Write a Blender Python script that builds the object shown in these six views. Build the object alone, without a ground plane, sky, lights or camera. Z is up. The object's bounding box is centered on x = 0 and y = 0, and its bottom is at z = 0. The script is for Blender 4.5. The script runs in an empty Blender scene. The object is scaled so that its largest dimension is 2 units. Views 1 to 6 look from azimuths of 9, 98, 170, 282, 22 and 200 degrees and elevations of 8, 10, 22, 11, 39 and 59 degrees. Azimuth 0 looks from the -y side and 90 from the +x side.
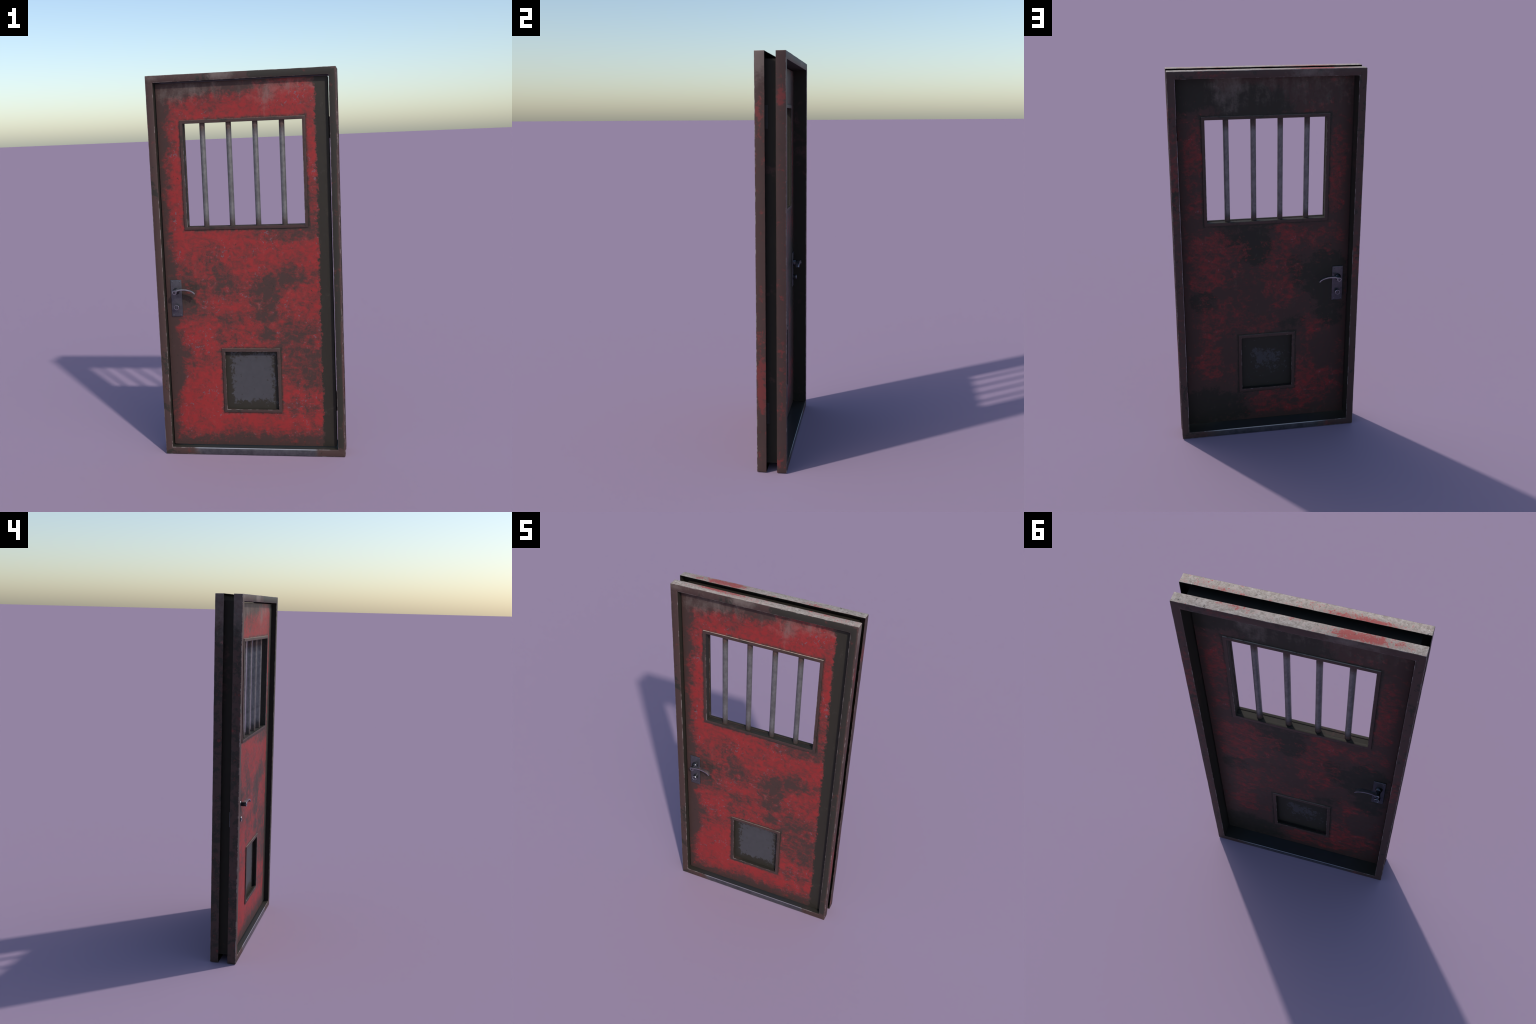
"""Barred steel cell door, shut in its channel-section frame."""
import math
import bpy
import bmesh
from mathutils import Vector
from mathutils.noise import noise_vector

# ------------------------------------------------------------------ sizes (m)
HALF_W, HEIGHT = 0.4818, 2.0            # outside of the frame
OPEN_X, OPEN_Z0, OPEN_Z1 = 0.4445, 0.0370, 1.9642   # clear opening
CASING_FRONT = (-0.0611, -0.0150)      # the two flanges, in y
CASING_REAR = (0.0373, 0.0833)
LEAF_X, LEAF_Z0, LEAF_Z1 = 0.4388, 0.0440, 1.9588   # door leaf
LEAF_Y = -0.0109                       # middle of the leaf
LEAF_HALF = 0.0222                     # half its thickness
TRIM_HALF = 0.0270                     # face of the trims, from the middle
WINDOW = (0.3215, 1.2095, 1.7705)      # trim outside: half width, z0, z1
HATCH = (0.1550, 0.2270, 0.5760)
TRIM_W = 0.0160
BAR_X, BAR_STEP, BAR_R = -0.2088, 0.1363, 0.0141


# ------------------------------------------------------------------ node maths
class Graph:
    """Small helper that writes shader arithmetic as Python expressions."""

    def __init__(self, name):
        self.mat = bpy.data.materials.new(name)
        self.mat.use_nodes = True
        self.tree = self.mat.node_tree
        self.tree.nodes.clear()
        coord = self.node("ShaderNodeTexCoord")
        self.co = coord.outputs["Object"]
        sep = self.node("ShaderNodeSeparateXYZ")
        self.link(self.co, sep.inputs[0])
        self.x, self.y, self.z = (V(self, s) for s in sep.outputs)

    def node(self, kind):
        return self.tree.nodes.new(kind)

    def link(self, a, b):
        self.tree.links.new(a, b)

    def put(self, value, socket):
        if isinstance(value, V):
            self.link(value.s, socket)
        elif hasattr(value, "is_output"):
            self.link(value, socket)
        else:
            socket.default_value = value

    def math(self, op, *args):
        n = self.node("ShaderNodeMath")
        n.operation = op
        for a, s in zip(args, n.inputs):
            self.put(a, s)
        return V(self, n.outputs[0])

    def step(self, lo, hi, value):
        """smoothstep; lo may be larger than hi for a falling one"""
        n = self.node("ShaderNodeMapRange")
        n.interpolation_type = "SMOOTHSTEP"
        flip = lo > hi
        a, b = (hi, lo) if flip else (lo, hi)
        self.put(value, n.inputs[0])
        n.inputs[1].default_value, n.inputs[2].default_value = a, b
        n.inputs[3].default_value, n.inputs[4].default_value = (1.0, 0.0) if flip else (0.0, 1.0)
        return V(self, n.outputs[0])

    def vec(self, stretch=(1, 1, 1), shift=(0, 0, 0), turn=(0, 0, 0)):
        n = self.node("ShaderNodeMapping")
        self.link(self.co, n.inputs[0])
        n.inputs[1].default_value = shift
        n.inputs[2].default_value = turn
        n.inputs[3].default_value = stretch
        return n.outputs[0]

    def noise(self, scale, detail=4.0, rough=0.55, warp=0.0, **kw):
        n = self.node("ShaderNodeTexNoise")
        self.link(self.vec(**kw), n.inputs["Vector"])
        n.inputs["Scale"].default_value = scale
        n.inputs["Detail"].default_value = detail
        n.inputs["Roughness"].default_value = rough
        n.inputs["Distortion"].default_value = warp
        return V(self, n.outputs[0])

    def cells(self, scale, feature="F1", **kw):
        n = self.node("ShaderNodeTexVoronoi")
        n.feature = feature
        self.link(self.vec(**kw), n.inputs["Vector"])
        n.inputs["Scale"].default_value = scale
        return V(self, n.outputs["Distance"])

    def blob(self, u, v, spots, wobble=None):
        """sum of soft ellipses (u, v, radius u, radius v, weight)"""
        total = None
        for cu, cv, ru, rv, weight in spots:
            du = (u - cu) * (1.0 / ru)
            dv = (v - cv) * (1.0 / rv)
            d = du * du + dv * dv
            if wobble is not None:
                d = d + wobble
            g = self.step(3.0, 0.0, d) * weight
            total = g if total is None else total + g
        return total

    def mix(self, fac, a, b):
        n = self.node("ShaderNodeMix")
        n.data_type = "RGBA"
        self.put(fac, n.inputs[0])
        for value, socket in ((a, n.inputs[6]), (b, n.inputs[7])):
            if isinstance(value, tuple):
                socket.default_value = (*value, 1.0)
            else:
                self.link(value, socket)
        return n.outputs[2]

    def tint(self, colour, value):
        """colour times a scalar field"""
        n = self.node("ShaderNodeVectorMath")
        n.operation = "SCALE"
        if isinstance(colour, tuple):
            n.inputs[0].default_value = colour
        else:
            self.link(colour, n.inputs[0])
        self.put(value, n.inputs["Scale"])
        return n.outputs[0]

    def finish(self, colour, rough=0.55, metal=0.0, spec=0.35, bump=None, strength=0.3, depth=0.002):
        bsdf = self.node("ShaderNodeBsdfPrincipled")
        out = self.node("ShaderNodeOutputMaterial")
        self.link(bsdf.outputs[0], out.inputs[0])
        if isinstance(colour, tuple):
            bsdf.inputs["Base Color"].default_value = (*colour, 1.0)
        else:
            self.link(colour, bsdf.inputs["Base Color"])
        self.put(rough, bsdf.inputs["Roughness"])
        self.put(metal, bsdf.inputs["Metallic"])
        self.put(spec, bsdf.inputs["Specular IOR Level"])
        if bump is not None:
            b = self.node("ShaderNodeBump")
            b.inputs["Strength"].default_value = strength
            b.inputs["Distance"].default_value = depth
            self.put(bump, b.inputs["Height"])
            self.link(b.outputs[0], bsdf.inputs["Normal"])
        return self.mat


class V:
    def __init__(self, g, s):
        self.g, self.s = g, s

    def __add__(self, o): return self.g.math("ADD", self, o)
    def __radd__(self, o): return self.g.math("ADD", o, self)
    def __sub__(self, o): return self.g.math("SUBTRACT", self, o)
    def __rsub__(self, o): return self.g.math("SUBTRACT", o, self)
    def __mul__(self, o): return self.g.math("MULTIPLY", self, o)
    def __rmul__(self, o): return self.g.math("MULTIPLY", o, self)
    def low(self, o): return self.g.math("MINIMUM", self, o)
    def high(self, o): return self.g.math("MAXIMUM", self, o)
    def abs(self): return self.g.math("ABSOLUTE", self)


# ------------------------------------------------------------------ colours (linear)
RED = (0.275, 0.0265, 0.0265)
RED_DULL = (0.158, 0.032, 0.030)
RUST = (0.060, 0.034, 0.030)
SOOT = (0.0285, 0.0248, 0.0195)
DUST = (0.175, 0.140, 0.124)
STEEL = (0.118, 0.114, 0.138)
CHIP = (0.27, 0.235, 0.225)


# ------------------------------------------------------------------ materials
def flaked(g, redness, darkness, dust, specks_from):
    """Rust brown ground, flaking red coat, soot patches, chips to bare steel, dust."""
    fine = (g.noise(30, 7, 0.70, 0.5) - 0.5) * 2.5
    mid = (g.noise(8.5, 6, 0.66, 0.9, shift=(1, 3, 0)) - 0.5) * 2.5
    grit = (g.noise(110, 4, 0.65) - 0.5) * 2.5
    streak = (g.noise(12, 6, 0.66, 1.8, stretch=(1, 1, 2.1), turn=(0, 0.35, 0)) - 0.5) * 2.5
    smudge = (g.noise(17, 4, 0.6, 2.6, shift=(6, 2, 8)) - 0.5) * 2.5
    coat = redness + fine * 0.85 + mid * 0.70 + streak * 0.85 + grit * 0.36 + smudge * 0.50
    ground = g.mix(g.step(0.25, 0.80, darkness + fine * 0.75 + mid * 0.4 + grit * 0.25), RUST, SOOT)
    colour = g.mix(g.step(-0.12, 0.80, coat), ground, RED_DULL)
    colour = g.mix(g.step(0.45, 1.45, coat), colour, RED)
    # black flecks gathered in groups
    group = g.step(0.50, 0.64, g.noise(9, 3, 0.6, shift=(7, 0, 3)))
    fleck = g.step(0.40, 0.31, g.noise(95, 3, 0.6, 0.6, shift=(1, 2, 9))) * group
    colour = g.mix(fleck * 0.75, colour, SOOT)
    # pale chips in the red coat
    cluster = g.step(0.46, 0.60, g.noise(9, 3, 0.6, shift=(2, 0, 5)))
    chip = g.step(0.615, 0.66, g.noise(72, 2, 0.55, 0.9, shift=(3, 5, 1))) * cluster * g.step(0.35, 0.70, coat)
    colour = g.mix(chip * 0.70, colour, specks_from)
    # dust settled high up, running down in streaks
    drip = (g.noise(30, 4, 0.6, 0.4, stretch=(1, 1, 0.22), shift=(2, 7, 0)) - 0.5) * 2.5
    powder = g.step(0.15, 1.25, dust + fine * 0.65 + mid * 0.25 + drip * 0.55) * (0.66 + grit * 0.2)
    colour = g.mix(powder, colour, DUST)
    relief = coat.low(1.2).high(0.0) * 0.5 + fine * 0.2 + grit * 0.12 - fleck * 0.5 - chip * 0.5
    return colour, relief, fine * 0.4 + 0.5


def trim_dark_belt(g, w):
    """narrow dark belt along the outside of the trims"""
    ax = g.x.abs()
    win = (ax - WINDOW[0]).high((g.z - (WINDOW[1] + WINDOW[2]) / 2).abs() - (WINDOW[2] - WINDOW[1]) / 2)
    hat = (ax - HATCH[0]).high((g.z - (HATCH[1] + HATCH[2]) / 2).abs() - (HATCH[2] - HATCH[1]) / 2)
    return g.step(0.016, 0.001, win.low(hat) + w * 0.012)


def leaf_front():
    g = Graph("flaked_red_paint_front")
    x, z = g.x, g.z
    w = (g.noise(7, 4, 0.6, 0.8) - 0.5)
    w2 = (g.noise(22, 4, 0.6) - 0.5)
    left = g.step(-0.440, -0.350, x + w * 0.07)
    right = g.step(0.388, 0.360, x + w2 * 0.022 + (g.noise(70, 4, 0.65) - 0.5) * 0.045 + w * 0.012)
    low = g.step(0.050, 0.165, z + w * 0.10)
    high = g.step(1.965, 1.835, z - g.step(-0.05, 0.22, x) * 0.045 + w * 0.12)
    box = left.low(low).low(high)
    wob = w * 3.0 + w2 * 3.2
    holes = g.blob(x, z, [
        (-0.384, 1.640, 0.040, 0.030, 0.55), (0.190, 1.178, 0.135, 0.032, 0.95),
        (-0.219, 1.100, 0.070, 0.050, 0.35), (-0.400, 1.890, 0.080, 0.100, 0.8),
        (-0.251, 1.938, 0.200, 0.040, 0.6), (0.215, 0.965, 0.110, 0.040, 0.6),
        (-0.140, 1.835, 0.090, 0.044, 0.3), (0.080, 0.820, 0.060, 0.090, 0.95),
        (0.201, 0.942, 0.075, 0.055, 0.65), (0.130, 0.900, 0.050, 0.050, 0.50),
        (0.226, 0.593, 0.070, 0.045, 0.75), (0.266, 0.457, 0.100, 0.080, 0.8),
        (0.252, 0.266, 0.085, 0.048, 0.65), (-0.150, 0.945, 0.050, 0.055, 0.6),
        (-0.105, 0.900, 0.075, 0.050, 0.45), (-0.087, 0.735, 0.065, 0.032, 0.65),
        (-0.167, 0.638, 0.032, 0.034, 0.8), (0.087, 0.638, 0.036, 0.036, 0.8),
        (-0.425, 0.500, 0.085, 0.120, 0.9), (-0.315, 0.890, 0.085, 0.075, 0.95),
        (-0.303, 0.775, 0.075, 0.060, 0.6), (-0.300, 1.010, 0.140, 0.030, 0.45),
        (-0.420, 0.700, 0.045, 0.300, 0.45), (-0.249, 0.505, 0.050, 0.045, 0.4),
        (0.205, 0.680, 0.060, 0.050, 0.55), (0.316, 0.670, 0.055, 0.050, 0.5),
        (0.320, 0.470, 0.045, 0.100, 0.5), (0.335, 1.300, 0.050, 0.120, 0.8),
        (0.000, 0.860, 0.360, 0.220, 0.26), (0.18, 0.60, 0.20, 0.25, 0.22),
    ], wob)
    redness = box * 1.27 - holes * 0.76 - 0.17
    dark_belt = trim_dark_belt(g, w2)
    redness = redness - dark_belt * 0.75
    fine_edge = right
    redness = redness * fine_edge - (1.0 - fine_edge) * 0.9
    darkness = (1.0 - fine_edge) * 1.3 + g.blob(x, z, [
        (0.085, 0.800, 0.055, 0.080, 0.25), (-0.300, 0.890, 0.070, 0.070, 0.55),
        (0.230, 0.940, 0.060, 0.040, 0.2)], wob) + dark_belt * 0.6 + 0.08
    dust = g.blob(x, z, [
        (-0.330, 1.905, 0.090, 0.050, 0.50), (-0.222, 1.925, 0.050, 0.030, 0.45),
        (-0.128, 1.925, 0.025, 0.050, 0.45), (0.105, 1.905, 0.120, 0.045, 0.46),
        (0.130, 1.840, 0.035, 0.070, 0.30), (0.304, 1.925, 0.070, 0.035, 0.40)], w * 1.5) * fine_edge
    colour, relief, fine = flaked(g, redness, darkness, dust, STEEL)
    return g.finish(colour, rough=0.52 + (fine - 0.5) * 0.25, spec=0.22, bump=relief, strength=0.35, depth=0.0012)


def leaf_rear():
    g = Graph("flaked_red_paint_rear")
    x, z = g.x, g.z
    w = (g.noise(7, 4, 0.6, 0.8, shift=(9, 3, 1)) - 0.5)
    w2 = (g.noise(22, 4, 0.6) - 0.5)
    wob = w * 3.4 + w2 * 3.6
    red = g.blob(x, z, [
        (0.360, 1.597, 0.052, 0.085, 0.85), (0.357, 1.477, 0.058, 0.090, 0.75),
        (0.362, 1.320, 0.045, 0.060, 0.65), (-0.358, 1.560, 0.050, 0.100, 0.8),
        (-0.371, 1.390, 0.042, 0.110, 0.75), (-0.351, 1.290, 0.045, 0.060, 0.6),
        (-0.316, 1.120, 0.110, 0.060, 0.55), (0.290, 1.040, 0.130, 0.120, 0.75),
        (0.181, 1.101, 0.090, 0.070, 0.55), (-0.066, 1.119, 0.080, 0.080, 0.7),
        (-0.127, 1.165, 0.055, 0.045, 0.55), (-0.082, 1.002, 0.130, 0.105, 0.65),
        (-0.194, 1.847, 0.055, 0.055, 0.4), (0.355, 1.742, 0.045, 0.055, 0.45),
        (-0.041, 0.930, 0.060, 0.075, 0.6), (-0.081, 0.820, 0.070, 0.075, 0.8),
        (0.316, 0.915, 0.055, 0.080, 0.7), (0.262, 0.691, 0.110, 0.085, 0.8),
        (0.319, 0.547, 0.055, 0.130, 0.6), (0.315, 0.403, 0.060, 0.080, 0.65),
        (0.010, 0.628, 0.075, 0.045, 0.65), (-0.254, 0.615, 0.085, 0.050, 0.75),
        (-0.214, 0.545, 0.055, 0.045, 0.6), (-0.270, 0.235, 0.115, 0.085, 0.75),
        (-0.043, 0.153, 0.150, 0.062, 1.05), (-0.209, 0.363, 0.055, 0.075, 0.6),
        (-0.311, 0.974, 0.055, 0.050, 0.5)], wob)
    dark = g.blob(x, z, [
        (0.385, 1.898, 0.110, 0.090, 0.9), (0.068, 1.826, 0.130, 0.075, 0.85),
        (0.043, 1.125, 0.060, 0.110, 0.8), (0.180, 1.157, 0.070, 0.045, 0.6),
        (-0.321, 0.897, 0.085, 0.120, 1.0), (-0.343, 0.687, 0.065, 0.065, 0.9),
        (0.083, 1.074, 0.095, 0.080, 0.5), (-0.176, 0.941, 0.080, 0.080, 0.6),
        (0.320, 0.140, 0.170, 0.090, 1.0), (0.336, 0.783, 0.055, 0.055, 0.7),
        (-0.139, 0.624, 0.060, 0.045, 0.6), (0.000, 1.860, 0.300, 0.060, 0.35)], wob)
    dust = g.blob(x, z, [
        (0.216, 1.915, 0.070, 0.050, 0.40), (0.204, 1.829, 0.050, 0.040, 0.35),
        (0.117, 1.933, 0.120, 0.035, 0.40), (-0.222, 1.900, 0.200, 0.080, 0.45),
        (0.125, 1.856, 0.065, 0.050, 0.3)], w * 2.0)
    edge = g.step(0.438, 0.40, x.abs() + w * 0.03)
    dark_belt = trim_dark_belt(g, w2)
    redness = red * edge - dark * 0.6 - dark_belt * 0.5 + 0.04
    colour, relief, fine = flaked(g, (redness * 0.80 - 0.26).low(0.38), dark * 0.9 + dark_belt * 0.6 + 0.14, dust, STEEL)
    return g.finish(colour, rough=0.52 + (fine - 0.5) * 0.25, spec=0.22, bump=relief, strength=0.35, depth=0.0012)


def soot_paint(name="dark_worn_paint", rust=0.35):
    g = Graph(name)
    fine = g.noise(30, 5, 0.65, 0.4)
    big = g.noise(6, 4, 0.6, 0.5)
    colour = g.mix(g.step(0.55, 0.75, big + (fine - 0.5) * 0.6 + (rust - 0.35)), SOOT, RUST)
    return g.finish(colour, rough=0.65, spec=0.14, bump=fine, strength=0.15, depth=0.001)


def edge_fields(g):
    """distance to the outer and to the inner edge of a frame face"""
    ax = g.x.abs()
    zc = (g.z - 1.0).abs()
    outer = (HALF_W - ax).low(1.0 - zc)
    inner = (ax - OPEN_X).high(zc - 0.9635)
    return ax, outer, inner


def casing_face(front):
    """Facing side of a flange: brown, soot patches, bright chipped arrises, bare sill."""
    g = Graph("frame_paint_" + ("front" if front else "rear"))
    x, z = g.x, g.z
    ax, outer, inner = edge_fields(g)
    fine = g.noise(38, 5, 0.65, 0.4)
    patch = g.noise(10, 4, 0.6, 0.6, shift=(0, 5 if front else 9, 0))
    w = g.noise(14, 4, 0.6) - 0.5
    if front:
        dark = g.step(0.36, 0.44, x + w * 0.02) * 1.0 + g.step(1.9, 1.97, z) * (g.step(0.02, 0.10, x + w * 0.15) * 0.9 + g.blob(x, z, [(-0.19, 1.985, 0.07, 0.03, 0.5)], w * 3))
        dark = dark * g.step(0.46, 0.452, ax + z * 0.0 + w * 0.012).high(g.step(0.004, 0.012, outer + w * 0.012) * g.step(0.003, 0.009, inner + w * 0.01))
        dark = dark - g.blob(x, z, [(0.47, 1.985, 0.03, 0.03, 0.9), (0.46, 0.01, 0.06, 0.03, 0.9)], w * 3)
        red = g.blob(x, z, [(0.2, 1.99, 0.02, 0.01, 0.0)])
        pale = g.blob(x, z, [(-0.09, 1.985, 0.06, 0.03, 0.75), (-0.30, 1.99, 0.16, 0.02, 0.45), (-0.465, 1.93, 0.03, 0.12, 0.4)], w * 3)
        bare_x = g.step(-0.325, -0.27, x + w * 0.06) * g.step(0.345, 0.315, x + w * 0.05)
    else:
        dark = g.step(0.6, 0.8, patch) * 0.4
        red = g.blob(x, z, [
            (0.465, 1.66, 0.03, 0.15, 0.75), (0.465, 1.42, 0.03, 0.12, 0.65), (0.27, 1.985, 0.07, 0.03, 0.8),
            (-0.462, 0.97, 0.03, 0.10, 0.8), (0.465, 1.05, 0.03, 0.2, 0.45), (-0.30, 0.02, 0.05, 0.02, 0.8),
            (0.33, 0.02, 0.04, 0.02, 0.6), (0.465, 0.55, 0.03, 0.15, 0.45), (-0.465, 1.25, 0.03, 0.2, 0.35)], w * 3)
        pale = g.blob(x, z, [(0.0, 1.985, 0.25, 0.03, 0.35), (-0.25, 1.985, 0.12, 0.03, 0.5)], w * 3)
        bare_x = g.step(-0.36, -0.20, x + w * 0.08) * g.step(0.37, 0.20, x + w * 0.08)
    soot = g.step(0.50, 0.70, dark + (patch - 0.5) * 3.4 + (fine - 0.5) * 1.2 + 0.26)
    colour = g.mix(soot, RUST, SOOT)
    colour = g.mix(g.step(0.35, 1.15, red * 0.75 + (fine - 0.5) * 3.6 + w * 1.4) * 0.8, colour, RED_DULL)
    colour = g.mix(g.step(0.35, 1.1, pale + (fine - 0.5) * 0.9) * 0.7, colour, DUST)
    # chipped arrises
    run = g.noise(26, 4, 0.7, stretch=(1, 1, 1), shift=(3, 0, 0))
    arris = g.step(0.0035, 0.0012, inner.abs()).high(g.step(0.0030, 0.0008, outer))
    wear = arris * g.step(0.49, 0.62, run)
    colour = g.mix(arris * 0.45, colour, (0.10, 0.066, 0.062))
    colour = g.mix(wear * 0.75, colour, CHIP)
    # sill rubbed down to bare steel by feet
    bare = bare_x * g.step(0.20, 0.12, z)
    colour = g.mix(bare, colour, g.mix(g.step(0.25, 0.75, fine + w * 0.8), (0.080, 0.081, 0.089), (0.130, 0.130, 0.142)))
    lip = bare * g.step(0.0055, 0.0025, inner.abs())
    colour = g.mix(lip, colour, (0.52, 0.53, 0.55))  # sky glint on the sill's edge, painted as a pale line
    return g.finish(colour, rough=0.55 - bare * 0.20, metal=bare * 0.7 + lip * 0.2, spec=0.3, bump=fine, strength=0.2, depth=0.0008)


def sill_tread():
    g = Graph("rubbed_sill_steel")
    fine = g.noise(38, 5, 0.65, 0.4)
    w = g.noise(14, 4, 0.6) - 0.5
    bare = g.step(-0.42, -0.16, g.x + w * 0.12) * g.step(0.42, 0.18, g.x + w * 0.12)
    colour = g.mix(g.step(0.6, 0.75, g.noise(9, 4, 0.6)), SOOT, RUST)
    colour = g.mix(bare, colour, (0.050, 0.052, 0.056))
    return g.finish(colour, rough=0.5 - bare * 0.2, metal=bare * 0.4, spec=0.3)


def casing_side(right):
    """Outer side of the flanges, brown with red traces (right) or sooty (left)."""
    g = Graph("frame_side_paint" if right else "frame_side_paint_sooty")
    y, z = g.y, g.z
    fine = g.noise(42, 5, 0.65, 0.4)
    patch = g.noise(13, 4, 0.62, 0.6, shift=(0, 2, 0))
    w = g.noise(16, 4, 0.62, 0.5) - 0.5
    if right:
        red = g.blob(y, z, [
            (-0.038, 1.745, 0.02, 0.045, 0.7), (-0.048, 1.680, 0.012, 0.05, 0.65), (-0.030, 1.62, 0.012, 0.05, 0.45),
            (-0.026, 1.520, 0.012, 0.02, 0.55), (0.059, 1.841, 0.02, 0.05, 0.5), (0.060, 1.785, 0.025, 0.035, 0.85),
            (0.050, 1.53, 0.015, 0.02, 0.4), (-0.036, 0.62, 0.025, 0.12, 0.6), (-0.034, 0.46, 0.025, 0.08, 0.95), (-0.033, 0.38, 0.02, 0.05, 0.8),
            (-0.032, 0.32, 0.025, 0.03, 0.7), (-0.048, 0.082, 0.012, 0.02, 0.5), (0.056, 0.45, 0.02, 0.06, 0.55),
            (0.058, 0.62, 0.02, 0.08, 0.45), (0.056, 0.334, 0.02, 0.04, 0.5), (0.049, 0.055, 0.022, 0.04, 0.75),
            (0.045, 0.93, 0.01, 0.03, 0.45), (-0.040, 0.86, 0.015, 0.02, 0.45)], w * 3)
        dusty = g.step(1.72, 2.02, z + w * 0.25) * g.step(0.01, -0.01, y) + g.step(1.9, 2.05, z + w * 0.2) * 0.4
        soot = g.step(0.55, 0.8, patch + (fine - 0.5) * 0.5)  * 0.4
    else:
        red = g.blob(y, z, [(-0.030, 0.5, 0.02, 0.2, 0.2)], w * 3)
        dusty = g.step(1.50, 2.05, z + w * 0.5) * 0.85
        soot = g.step(0.42, 0.60, patch + (fine - 0.5) * 0.8)
    colour = g.mix(soot, RUST, SOOT)
    colour = g.mix(g.step(0.30, 1.10, red * 0.8 + (fine - 0.5) * 4.0 + w * 1.6) * 0.9, colour, RED_DULL)
    colour = g.mix(g.step(0.2, 1.1, dusty + (fine - 0.5) * 0.9) * 0.65, colour, DUST)
    near = g.step(-0.0575, -0.0592, y).high(g.step(0.0815, 0.0830, y))
    wear = near * g.step(0.47, 0.60, g.noise(26, 4, 0.7, shift=(3, 0, 0)))
    colour = g.mix(wear * 0.8, colour, CHIP)
    return g.finish(colour, rough=0.6, spec=0.25, bump=fine, strength=0.2, depth=0.0008)


def casing_top():
    """Top of the frame under thick plaster-like dust with red showing through."""
    g = Graph("dusty_top")
    x, y = g.x, g.y
    fine = g.noise(55, 6, 0.7, 0.5)
    crust = g.noise(130, 4, 0.65, 0.8)
    w = g.noise(18, 4, 0.62, 0.6) - 0.5
    red = g.blob(x, y, [
        (-0.155, -0.035, 0.10, 0.018, 0.55), (-0.250, -0.019, 0.13, 0.013, 0.85), (-0.285, -0.016, 0.05, 0.010, 0.6),
        (0.318, -0.022, 0.10, 0.010, 0.55), (0.10, -0.018, 0.12, 0.006, 0.4), (0.40, -0.05, 0.05, 0.02, 0.3),
        (0.240, 0.046, 0.07, 0.012, 0.6), (-0.155, 0.062, 0.07, 0.022, 0.85), (-0.236, 0.062, 0.07, 0.024, 0.95),
        (-0.320, 0.058, 0.06, 0.022, 0.8), (-0.408, 0.060, 0.03, 0.015, 0.6), (0.03, 0.042, 0.06, 0.007, 0.4)], w * 4)
    colour = g.mix(g.step(0.36, 0.64, fine), (0.295, 0.238, 0.198), (0.46, 0.395, 0.342))
    colour = g.mix(g.step(0.54, 0.72, crust), colour, (0.58, 0.52, 0.465))
    colour = g.mix(g.step(0.48, 0.34, crust) * 0.38, colour, (0.16, 0.122, 0.098))
    colour = g.mix(g.step(0.30, 1.20, red * 0.78 + (fine - 0.5) * 3.4 + w * 2.4 + (crust - 0.5) * 2.6) * 0.9, colour, (0.36, 0.050, 0.045))
    pit = g.step(0.640, 0.68, g.noise(48, 3, 0.6, 0.8, shift=(1, 1, 4))) * g.step(0.5, 0.6, g.noise(7, 2, 0.5, shift=(5, 0, 0)))
    colour = g.mix(pit * 0.85, colour, (0.055, 0.052, 0.046))
    return g.finish(colour, rough=0.75, spec=0.3, bump=fine + crust * 0.7 - pit, strength=0.6, depth=0.0015)


def trim_paint():
    g = Graph("brown_trim_paint")
    n = g.node("ShaderNodeNewGeometry")
    sep = g.node("ShaderNodeSeparateXYZ")
    g.link(n.outputs["True Normal"], sep.inputs[0])
    up = V(g, sep.outputs[2])
    fine = g.noise(45, 5, 0.65, 0.4)
    run = g.noise(22, 4, 0.7, shift=(3, 0, 0))
    colour = g.mix(g.step(0.52, 0.72, g.noise(12, 4, 0.6) + (fine - 0.5) * 0.5), RUST, SOOT)
    ax = g.x.abs()
    # dust lying on the top ledge of the trims
    ledge = g.step(0.55, 0.9, up) * g.step(1.764, 1.768, g.z).high(g.step(0.5720, 0.5740, g.z) * g.step(0.70, 0.65, g.z) * 0.35)
    colour = g.mix(ledge * g.step(0.25, 0.5, run), colour, (0.46, 0.38, 0.32))
    # rubbed arris around the window opening
    zc = (g.z - 1.49).abs()
    inner = (ax - (WINDOW[0] - TRIM_W)).high(zc - 0.263)
    zh = (g.z - 0.401).abs()
    inner_h = (ax - (HATCH[0] - 0.0170)).high(zh - 0.1575)
    near = g.step(0.0030, 0.0010, inner.abs()).high(g.step(0.0030, 0.0010, inner_h.abs()))
    wear = near * g.step(0.50, 0.64, run)
    colour = g.mix(wear * 0.85, colour, CHIP)
    return g.finish(colour, rough=0.5, spec=0.3, bump=fine, strength=0.15, depth=0.0006)


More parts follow.
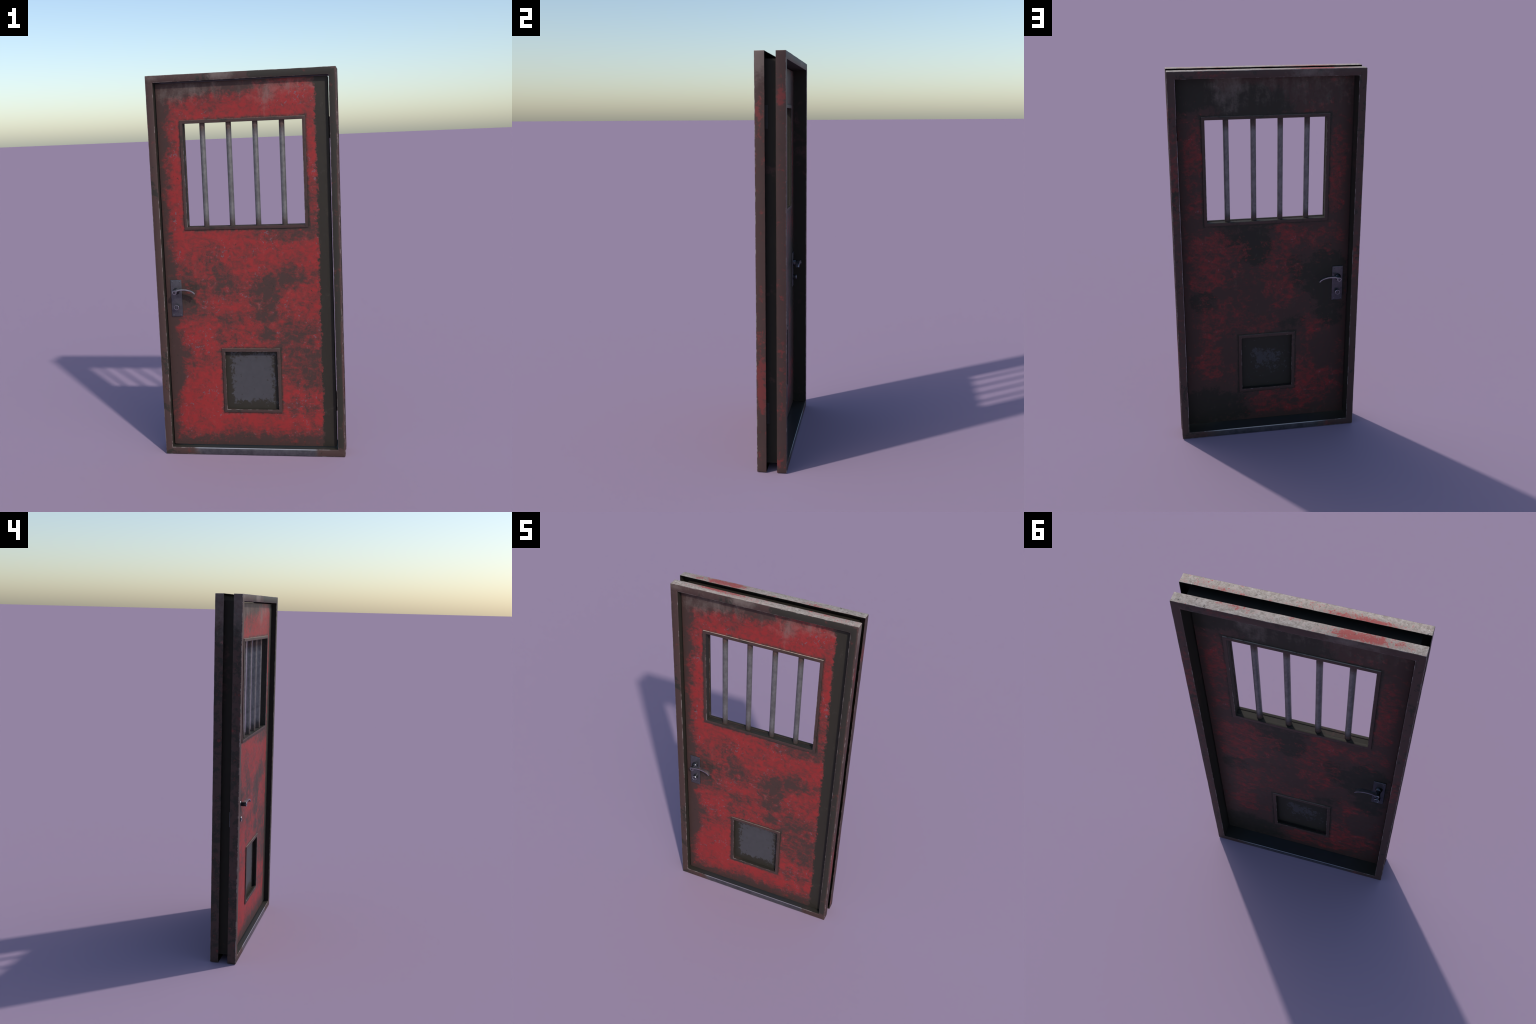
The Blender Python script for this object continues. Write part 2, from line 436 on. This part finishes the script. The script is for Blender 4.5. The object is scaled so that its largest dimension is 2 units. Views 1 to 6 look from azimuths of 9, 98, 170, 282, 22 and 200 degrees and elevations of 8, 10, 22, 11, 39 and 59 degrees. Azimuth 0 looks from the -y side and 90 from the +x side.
def hatch_dust(front):
    g = Graph("hatch_plate_dusty_front" if front else "hatch_plate_dusty_rear")
    x, z = g.x, g.z
    fine = g.noise(60, 6, 0.72, 0.3)
    w = g.noise(26, 5, 0.65, 0.5) - 0.5
    if front:
        box = (0.108 - (x - 0.006).abs()).low(0.128 - (z - 0.414).abs())
        field = g.step(-0.035, 0.035, box + w * 0.09 + (fine - 0.5) * 0.10)
        cover = g.step(0.35, 0.70, field + (fine - 0.5) * 0.5)
    else:
        cover = g.step(0.55, 1.0, g.blob(x, z, [
            (0.055, 0.425, 0.028, 0.055, 0.75), (0.045, 0.46, 0.04, 0.025, 0.6), (-0.040, 0.400, 0.062, 0.052, 0.95),
            (-0.02, 0.44, 0.06, 0.03, 0.45)], w * 6) * 0.75 + (fine - 0.5) * 5.0) * 0.8
    hole = g.step(0.66, 0.72, g.noise(55, 3, 0.6, shift=(2, 0, 2)))
    colour = g.mix(cover * (1.0 - hole), SOOT, g.mix(w + 0.5, (0.046, 0.045, 0.051), (0.070, 0.068, 0.077)))
    return g.finish(colour, rough=0.6, spec=0.25, bump=fine, strength=0.2, depth=0.0006)


def bar_steel():
    g = Graph("bar_steel_rusty_ends")
    fine = g.noise(50, 5, 0.65, 0.3, stretch=(1, 1, 0.6))
    w = g.noise(9, 4, 0.6, 0.4) - 0.5
    ring = g.noise(70, 3, 0.6, stretch=(0.15, 0.15, 1))
    end = g.step(0.185, 0.25, (g.z - 1.485).abs() + w * 0.10)
    colour = g.mix(g.step(0.3, 0.7, fine), (0.125, 0.122, 0.124), (0.200, 0.197, 0.198))
    colour = g.mix(g.step(0.70, 0.76, ring) * 0.5, colour, (0.06, 0.05, 0.05))
    colour = g.mix(end, colour, g.mix(g.step(0.4, 0.65, fine + w * 0.6), (0.045, 0.036, 0.032), (0.095, 0.055, 0.047)))
    return g.finish(colour, rough=0.36 + end * 0.25, metal=0.50 - end * 0.42, spec=0.4, bump=fine + ring * 0.4, strength=0.2, depth=0.0006)


def handle_steel(name, base, rough, metal=0.85):
    g = Graph(name)
    fine = g.noise(60, 4, 0.6)
    colour = g.tint(base, g.step(0.0, 1.0, fine) * 0.5 + 0.75)
    return g.finish(colour, rough=rough + (fine - 0.5) * 0.15, metal=metal, spec=0.4, bump=fine, strength=0.06, depth=0.0005)


# ------------------------------------------------------------------ mesh helpers
def add_object(name, mesh, parent, materials=()):
    obj = bpy.data.objects.new(name, mesh)
    bpy.context.scene.collection.objects.link(obj)
    obj.parent = parent
    for m in materials:
        mesh.materials.append(m)
    return obj


def to_mesh(bm, name, angle=40):
    bmesh.ops.recalc_face_normals(bm, faces=bm.faces)
    mesh = bpy.data.meshes.new(name)
    bm.to_mesh(mesh)
    bm.free()
    mesh.polygons.foreach_set("use_smooth", [True] * len(mesh.polygons))
    mesh.set_sharp_from_angle(angle=math.radians(angle))
    return mesh


def bevel_sharp(bm, width, segments=2, angle=50, keep=lambda e: True):
    bm.normal_update()
    edges = [e for e in bm.edges if len(e.link_faces) == 2 and e.calc_face_angle(0) > math.radians(angle) and keep(e)]
    bmesh.ops.bevel(bm, geom=edges, offset=width, segments=segments, profile=0.6, affect="EDGES", clamp_overlap=True)


def slab(xs, zs, hole, y0, y1):
    """Plate in the xz plane made of grid cells, minus the cells for which hole(cx, cz)."""
    bm = bmesh.new()
    corner = {}

    def vert(x, z):
        if (x, z) not in corner:
            corner[x, z] = bm.verts.new((x, y0, z))
        return corner[x, z]

    for xa, xb in zip(xs, xs[1:]):
        for za, zb in zip(zs, zs[1:]):
            if not hole((xa + xb) / 2, (za + zb) / 2):
                bm.faces.new([vert(xa, za), vert(xb, za), vert(xb, zb), vert(xa, zb)])
    made = bmesh.ops.extrude_face_region(bm, geom=bm.faces[:])
    bmesh.ops.translate(bm, vec=(0, y1 - y0, 0), verts=[v for v in made["geom"] if isinstance(v, bmesh.types.BMVert)])
    bmesh.ops.recalc_face_normals(bm, faces=bm.faces)
    return bm


def frame_ring(x_out, z0, z1, wide, y0, y1, bevel, x_in=None, z_in=None):
    xi = x_out - wide if x_in is None else x_in
    za, zb = (z0 + wide, z1 - wide) if z_in is None else z_in
    bm = slab([-x_out, -xi, xi, x_out], [z0, za, zb, z1], lambda x, z: abs(x) < xi and za < z < zb, y0, y1)
    bmesh.ops.dissolve_limit(bm, angle_limit=0.01, verts=bm.verts, edges=bm.edges)
    if bevel:
        bevel_sharp(bm, bevel)
    return bm


def paint(mesh, rule):
    for p in mesh.polygons:
        p.material_index = rule(p.normal, p.center)


def turned(profile, sides, axis_y=-1.0):
    """Lathe about the y axis; profile is (radius, distance along axis)."""
    bm = bmesh.new()
    rings = []
    for r, d in profile:
        if r < 1e-6:
            rings.append([bm.verts.new((0, d * axis_y, 0))])
        else:
            rings.append([bm.verts.new((r * math.cos(2 * math.pi * k / sides), d * axis_y, r * math.sin(2 * math.pi * k / sides))) for k in range(sides)])
    for a, b in zip(rings, rings[1:]):
        for k in range(sides):
            loop = [a[k % len(a)], a[(k + 1) % len(a)], b[(k + 1) % len(b)], b[k % len(b)]]
            uniq = []
            for v in loop:
                if v not in uniq:
                    uniq.append(v)
            bm.faces.new(uniq)
    return bm


def spline(points, steps):
    """Catmull-Rom through 2D control points."""
    pts = [Vector(p) for p in points]
    pts = [pts[0] * 2 - pts[1]] + pts + [pts[-1] * 2 - pts[-2]]
    out = []
    for i in range(1, len(pts) - 2):
        p0, p1, p2, p3 = pts[i - 1:i + 3]
        for k in range(steps):
            t = k / steps
            out.append(0.5 * (2 * p1 + (p2 - p0) * t + (2 * p0 - 5 * p1 + 4 * p2 - p3) * t * t + (3 * p1 - p0 - 3 * p2 + p3) * t ** 3))
    out.append(pts[-2])
    return out


# ------------------------------------------------------------------ build
thing = bpy.data.objects.new("prison_door", None)
bpy.context.scene.collection.objects.link(thing)
thing["label"] = "worn red steel cell door with barred window in frame"
thing["category"] = "prison door"

M_LEAF_F, M_LEAF_R = leaf_front(), leaf_rear()
M_SOOT = soot_paint()
M_LINING = soot_paint("dark_lining_paint", 0.28)
M_FACE_F, M_FACE_R = casing_face(True), casing_face(False)
M_SIDE_R, M_SIDE_L, M_TOP, M_SILL = casing_side(True), casing_side(False), casing_top(), sill_tread()
M_TRIM = trim_paint()
M_PLATE = handle_steel("dull_plate_steel", (0.105, 0.101, 0.115), 0.30, 0.75)
M_LEVER = handle_steel("polished_lever_steel", (0.34, 0.33, 0.35), 0.18, 0.9)
M_DARK = handle_steel("dark_spindle_steel", (0.085, 0.085, 0.095), 0.22, 0.85)
M_HINGE = handle_steel("hinge_steel", (0.035, 0.034, 0.034), 0.5, 0.4)
M_LATCH = handle_steel("bare_latch_steel", (0.11, 0.11, 0.125), 0.45, 0.4)
M_BAR = bar_steel()

# --- frame: a folded steel channel; a lining tube with a hollow flange at the front and the rear
SHEET = 0.0016
inset = 0.0004
bm = frame_ring(OPEN_X + SHEET, OPEN_Z0 - SHEET, OPEN_Z1 + SHEET, SHEET - inset, CASING_FRONT[0] + SHEET - 0.0002, CASING_REAR[1] - SHEET + 0.0002, 0)
lining_mesh = to_mesh(bm, "frame_lining")
frame = add_object("door_frame", lining_mesh, thing, [M_LINING, M_SILL])
paint(lining_mesh, lambda n, c: 1 if n.z > 0.9 and c.z < 0.036 + 0.5 and abs(c.x) < OPEN_X else 0)


def track(grow, radius):
    """Rectangle round the opening, grow = 0 at the opening and 1 at the outside, as points."""
    hx = OPEN_X + (HALF_W - OPEN_X) * grow
    z0, z1 = OPEN_Z0 * (1 - grow), OPEN_Z1 + (HEIGHT - OPEN_Z1) * grow
    pts = []
    corners = [(hx, z0, -90), (hx, z1, 0), (-hx, z1, 90), (-hx, z0, 180)]
    for i, (cx, cz, a0) in enumerate(corners):
        ox, oz = cx - math.copysign(radius, cx), cz + (radius if cz < 1 else -radius)
        for k in range(5):
            a = math.radians(a0 + 22.5 * k)
            pts.append((ox + radius * math.cos(a), oz + radius * math.sin(a)))
        nx, nz, na = corners[(i + 1) % 4]
        ex, ez = nx - math.copysign(radius, nx), nz + (radius if nz < 1 else -radius)
        start, end = pts[-1], (ex + radius * math.cos(math.radians(na)), ez + radius * math.sin(math.radians(na)))
        count = 48 if i in (1, 3) else 100
        pts += [(start[0] + (end[0] - start[0]) * k / count, start[1] + (end[1] - start[1]) * k / count) for k in range(1, count)]
    return pts


def build_casing(y_face, y_lip):
    s = 1 if y_lip > y_face else -1
    t, e = SHEET * s, 0.0013
    rel = e / (HALF_W - OPEN_X)
    thin = SHEET / (HALF_W - OPEN_X)
    # section of the folded sheet: facing plate, rounded outer fold, outer wall
    section = [(0.0, y_face + t, 0.0004), (0.0, y_face + e * s, 0.0004), (rel * 0.3, y_face + 0.3 * e * s, 0.0006), (rel, y_face, 0.0008),
               (1 - rel, y_face, 0.002), (1 - rel * 0.3, y_face + 0.3 * e * s, 0.003), (1.0, y_face + e * s, 0.0032),
               (1.0, y_lip, 0.0032), (1 - thin, y_lip, 0.002), (1 - thin, y_face + t, 0.002)]
    bm = bmesh.new()
    rings = []
    for grow, y, radius in section:
        ring = []
        for px, pz in track(grow, radius):
            # dents and worn folds of a knocked-about frame
            ring.append(bm.verts.new((px, y, pz)))
        rings.append(ring)
    n = len(rings[0])
    for a, b in zip(rings, rings[1:] + rings[:1]):
        for k in range(n):
            bm.faces.new([a[k], a[(k + 1) % n], b[(k + 1) % n], b[k]])
    for v in bm.verts:
        if abs(v.co.x) > OPEN_X + 0.02 or abs(v.co.z - 1) > 0.98:
            d = noise_vector(v.co * 23.0) * 0.0007 + noise_vector(v.co * 6.0) * 0.0006
            d.y *= 0.7
            v.co += d
            v.co.z = max(v.co.z, 0.0)
    return to_mesh(bm, "casing", 35)


def casing_rule(face_sign, y_lip):
    def rule(n, c):
        outside = abs(c.x) > HALF_W - 0.0012 or c.z > HEIGHT - 0.0012 or c.z < 0.0012
        if n.y * face_sign > 0.35:
            return 0                                   # facing plate and its folds
        if outside and n.z > 0.6:
            return 3
        if outside and abs(n.x) > 0.6:
            return 1 if c.x > 0 else 2
        if abs(c.y - y_lip) < 0.0002:
            return 0
        return 5
    return rule


for (face_y, lip_y), face, sign in ((CASING_FRONT, M_FACE_F, -1), (CASING_REAR[::-1], M_FACE_R, 1)):
    mesh = build_casing(face_y, lip_y)
    add_object("casing", mesh, frame, [face, M_SIDE_R, M_SIDE_L, M_TOP, M_SILL, M_SOOT])
    paint(mesh, casing_rule(sign, lip_y))

# --- door leaf with window and hatch openings
WIN_HOLE = (WINDOW[0] - 0.0135, WINDOW[1] + 0.0135, WINDOW[2] - 0.0135)
HAT_HOLE = (HATCH[0] - 0.0140, HATCH[1] + 0.0140, HATCH[2] - 0.0140)


def leaf_hole(x, z):
    return (abs(x) < WIN_HOLE[0] and WIN_HOLE[1] < z < WIN_HOLE[2]) or (abs(x) < HAT_HOLE[0] and HAT_HOLE[1] < z < HAT_HOLE[2])


bm = slab([-LEAF_X, -WIN_HOLE[0], -HAT_HOLE[0], HAT_HOLE[0], WIN_HOLE[0], LEAF_X],
          [LEAF_Z0, HAT_HOLE[1], HAT_HOLE[2], WIN_HOLE[1], WIN_HOLE[2], LEAF_Z1],
          leaf_hole, LEAF_Y - LEAF_HALF, LEAF_Y + LEAF_HALF)
bmesh.ops.dissolve_limit(bm, angle_limit=0.01, verts=bm.verts, edges=bm.edges)
bevel_sharp(bm, 0.008, 4, keep=lambda e: all(abs(v.co.x) > LEAF_X - 1e-4 and abs(v.co.z - 1.0) > 0.95 for v in e.verts) and abs(e.verts[0].co.y - e.verts[1].co.y) > 0.01)
bevel_sharp(bm, 0.0025, 2, keep=lambda e: all(abs(v.co.x) > LEAF_X - 0.009 or abs(v.co.z - 1.0) > 0.94 for v in e.verts) and abs(e.verts[0].co.y - e.verts[1].co.y) < 0.01)
leaf_mesh = to_mesh(bm, "door_leaf")
leaf = add_object("door_leaf", leaf_mesh, thing, [M_LEAF_F, M_LEAF_R, M_SOOT])
paint(leaf_mesh, lambda n, c: 0 if n.y < -0.3 else 1 if n.y > 0.3 else 2)

# trims: a raised frame round each opening, on both faces
for sign in (-1, 1):
    for part, (half, z0, z1), wide in (("window_trim", WINDOW, TRIM_W), ("hatch_trim", HATCH, 0.0170)):
        face, back = LEAF_Y + sign * TRIM_HALF, LEAF_Y + sign * (LEAF_HALF - 0.009)
        bm = frame_ring(half, z0, z1, wide, min(face, back), max(face, back), 0.0016)
        mesh = to_mesh(bm, part)
        add_object(part, mesh, leaf, [M_TRIM, M_SOOT])
        # reveals of the opening are bare soot, faces and ledges are painted
        paint(mesh, lambda n, c: 1 if abs(n.y) < 0.3 and abs(c.x) < half - wide + 0.002 and z0 + wide - 0.002 < c.z < z1 - wide + 0.002 else 0)

# hatch plate, closing the lower opening
bm = slab([-HAT_HOLE[0] - 0.003, HAT_HOLE[0] + 0.003], [HAT_HOLE[1] - 0.003, HAT_HOLE[2] + 0.003], lambda x, z: False, LEAF_Y - 0.0025, LEAF_Y + 0.0025)
plate_mesh = to_mesh(bm, "hatch_plate")
add_object("hatch_plate", plate_mesh, leaf, [hatch_dust(True), hatch_dust(False)])
paint(plate_mesh, lambda n, c: 1 if n.y > 0.3 else 0)

# bars of the window
bm = bmesh.new()
z0, z1 = WIN_HOLE[1] - 0.01, WIN_HOLE[2] + 0.01
bmesh.ops.create_cone(bm, cap_ends=True, segments=20, radius1=BAR_R, radius2=BAR_R, depth=z1 - z0)
bmesh.ops.translate(bm, vec=(0, 0, (z0 + z1) / 2), verts=bm.verts)
bar_mesh = to_mesh(bm, "window_bar")
bar_mesh.materials.append(M_BAR)
for k in range(4):
    bar = add_object("window_bar", bar_mesh, leaf)
    bar.location = (BAR_X + k * BAR_STEP, LEAF_Y, 0)

# --- hinges and latch, seen in the gap and from the channel
bm = slab([LEAF_X - 0.002, OPEN_X + SHEET + 0.0008], [-0.0533, 0.0533], lambda x, z: False, LEAF_Y - 0.0063, LEAF_Y + 0.0063)
hinge_mesh = to_mesh(bm, "hinge")
hinge_mesh.materials.append(M_HINGE)
for z in (1.707, 0.289):
    hinge = add_object("hinge", hinge_mesh, thing)
    hinge.location = (0, 0, z)
bm = slab([-OPEN_X - SHEET - 0.0008, -LEAF_X + 0.002], [0.770, 0.853], lambda x, z: False, LEAF_Y - 0.0063, -0.0036)
add_object("latch", to_mesh(bm, "latch"), thing, [M_LATCH])

# --- lever handle on its back plate, one on each face
PLATE = (-0.4140, -0.3548, 0.7513, 0.9478)
PIVOT = (-0.3845, 0.8878)
KEY = (-0.3838, 0.8030)
REACH = 0.0724                      # end of the spindle from the middle of the leaf
FACE = TRIM_HALF + 0.0002           # face of the plate


def build_plate():
    bm = slab(list(PLATE[:2]), list(PLATE[2:]), lambda x, z: False, -FACE, -LEAF_HALF + 0.001)
    bevel_sharp(bm, 0.0022, 3)
    return to_mesh(bm, "handle_plate")


def build_lever():
    top = spline([(-0.3845, 0.8978), (-0.3745, 0.8998), (-0.3580, 0.9042), (-0.3290, 0.9050), (-0.3072, 0.9010), (-0.2905, 0.8945), (-0.2807, 0.8876), (-0.2745, 0.8808)], 6)
    bm = bmesh.new()
    n = len(top)
    loops = []
    near, far = -REACH, -REACH + 0.0195
    for i, p in enumerate(top):
        a, b = top[max(i - 1, 0)], top[min(i + 1, n - 1)]
        t = (b - a).normalized()
        nrm = Vector((t.y, -t.x))
        thick = 0.0074 - 0.0018 * i / (n - 1)
        q = p + nrm * thick
        loops.append([bm.verts.new((p.x, near, p.y)), bm.verts.new((p.x, far, p.y)), bm.verts.new((q.x, far, q.y)), bm.verts.new((q.x, near, q.y))])
    for a, b in zip(loops, loops[1:]):
        for k in range(4):
            bm.faces.new([a[k], a[(k + 1) % 4], b[(k + 1) % 4], b[k]])
    bm.faces.new(loops[0])
    bm.faces.new(loops[-1][::-1])
    bmesh.ops.recalc_face_normals(bm, faces=bm.faces)
    bevel_sharp(bm, 0.0010, 2)
    return to_mesh(bm, "lever", 35)


r = 0.0119
SPINDLE = turned([(0.0, FACE - 0.001), (0.0178, FACE - 0.001), (0.0178, FACE + 0.003), (0.0170, FACE + 0.0075), (0.0150, FACE + 0.0115),
                  (0.0125, FACE + 0.0140), (r, FACE + 0.0145), (r, REACH - 0.0012), (r - 0.0012, REACH), (r - 0.0044, REACH),
                  (r - 0.0052, REACH - 0.0014), (0.0, REACH - 0.0014)], 28)
spindle_mesh = to_mesh(SPINDLE, "spindle", 30)
KEYED = turned([(0.0, FACE - 0.001), (0.0142, FACE - 0.001), (0.0142, FACE + 0.0168), (0.0132, FACE + 0.0180), (0.0108, FACE + 0.0180),
                (0.0100, FACE + 0.0166), (0.0, FACE + 0.0166)], 28)
key_mesh = to_mesh(KEYED, "lock_cylinder", 30)
bm = slab([-0.0026, 0.0026], [-0.0102, 0.0102], lambda x, z: False, -(FACE + 0.0178), -(FACE + 0.0150))
bevel_sharp(bm, 0.0006, 1)
turn_mesh = to_mesh(bm, "key_slot")
SCREW = turned([(0.0, FACE - 0.001), (0.0042, FACE - 0.001), (0.0040, FACE + 0.0006), (0.0024, FACE + 0.0013), (0.0, FACE + 0.0015)], 14)
screw_mesh = to_mesh(SCREW, "screw", 50)
handle_mesh, lever_mesh = build_plate(), build_lever()
for mesh, mats in ((spindle_mesh, [M_DARK, M_LEVER]), (key_mesh, [M_DARK, M_LEVER]), (turn_mesh, [M_PLATE]), (screw_mesh, [M_PLATE]), (handle_mesh, [M_PLATE]), (lever_mesh, [M_LEVER])):
    for m in mats:
        mesh.materials.append(m)
for mesh, tip in ((spindle_mesh, REACH), (key_mesh, FACE + 0.0180)):
    paint(mesh, lambda n, c: 1 if -c.y > tip - 0.0011 and math.hypot(c.x, c.z) > 0.0072 else 0)

for turn in (0, 1):
    def place(obj, x=0.0, z=0.0):
        # the rear set mirrors the front one through the middle of the leaf
        obj.location = (x, LEAF_Y, z)
        obj.scale = (1, -1 if turn else 1, 1)
    handle = add_object("door_handle", handle_mesh, thing)
    place(handle)
    for name, mesh, spots in (("lever", lever_mesh, [(0, 0)]), ("spindle", spindle_mesh, [PIVOT]), ("lock_cylinder", key_mesh, [KEY]), ("key_slot", turn_mesh, [KEY]),
                              ("screw", screw_mesh, [(x, z) for x in (PLATE[0] + 0.0095, PLATE[1] - 0.0105) for z in (PLATE[2] + 0.0085, PLATE[3] - 0.0115)])):
        for x, z in spots:
            piece = add_object(name, mesh, handle)
            piece.location = (x, 0, z)      # inherits the plate's place and mirror
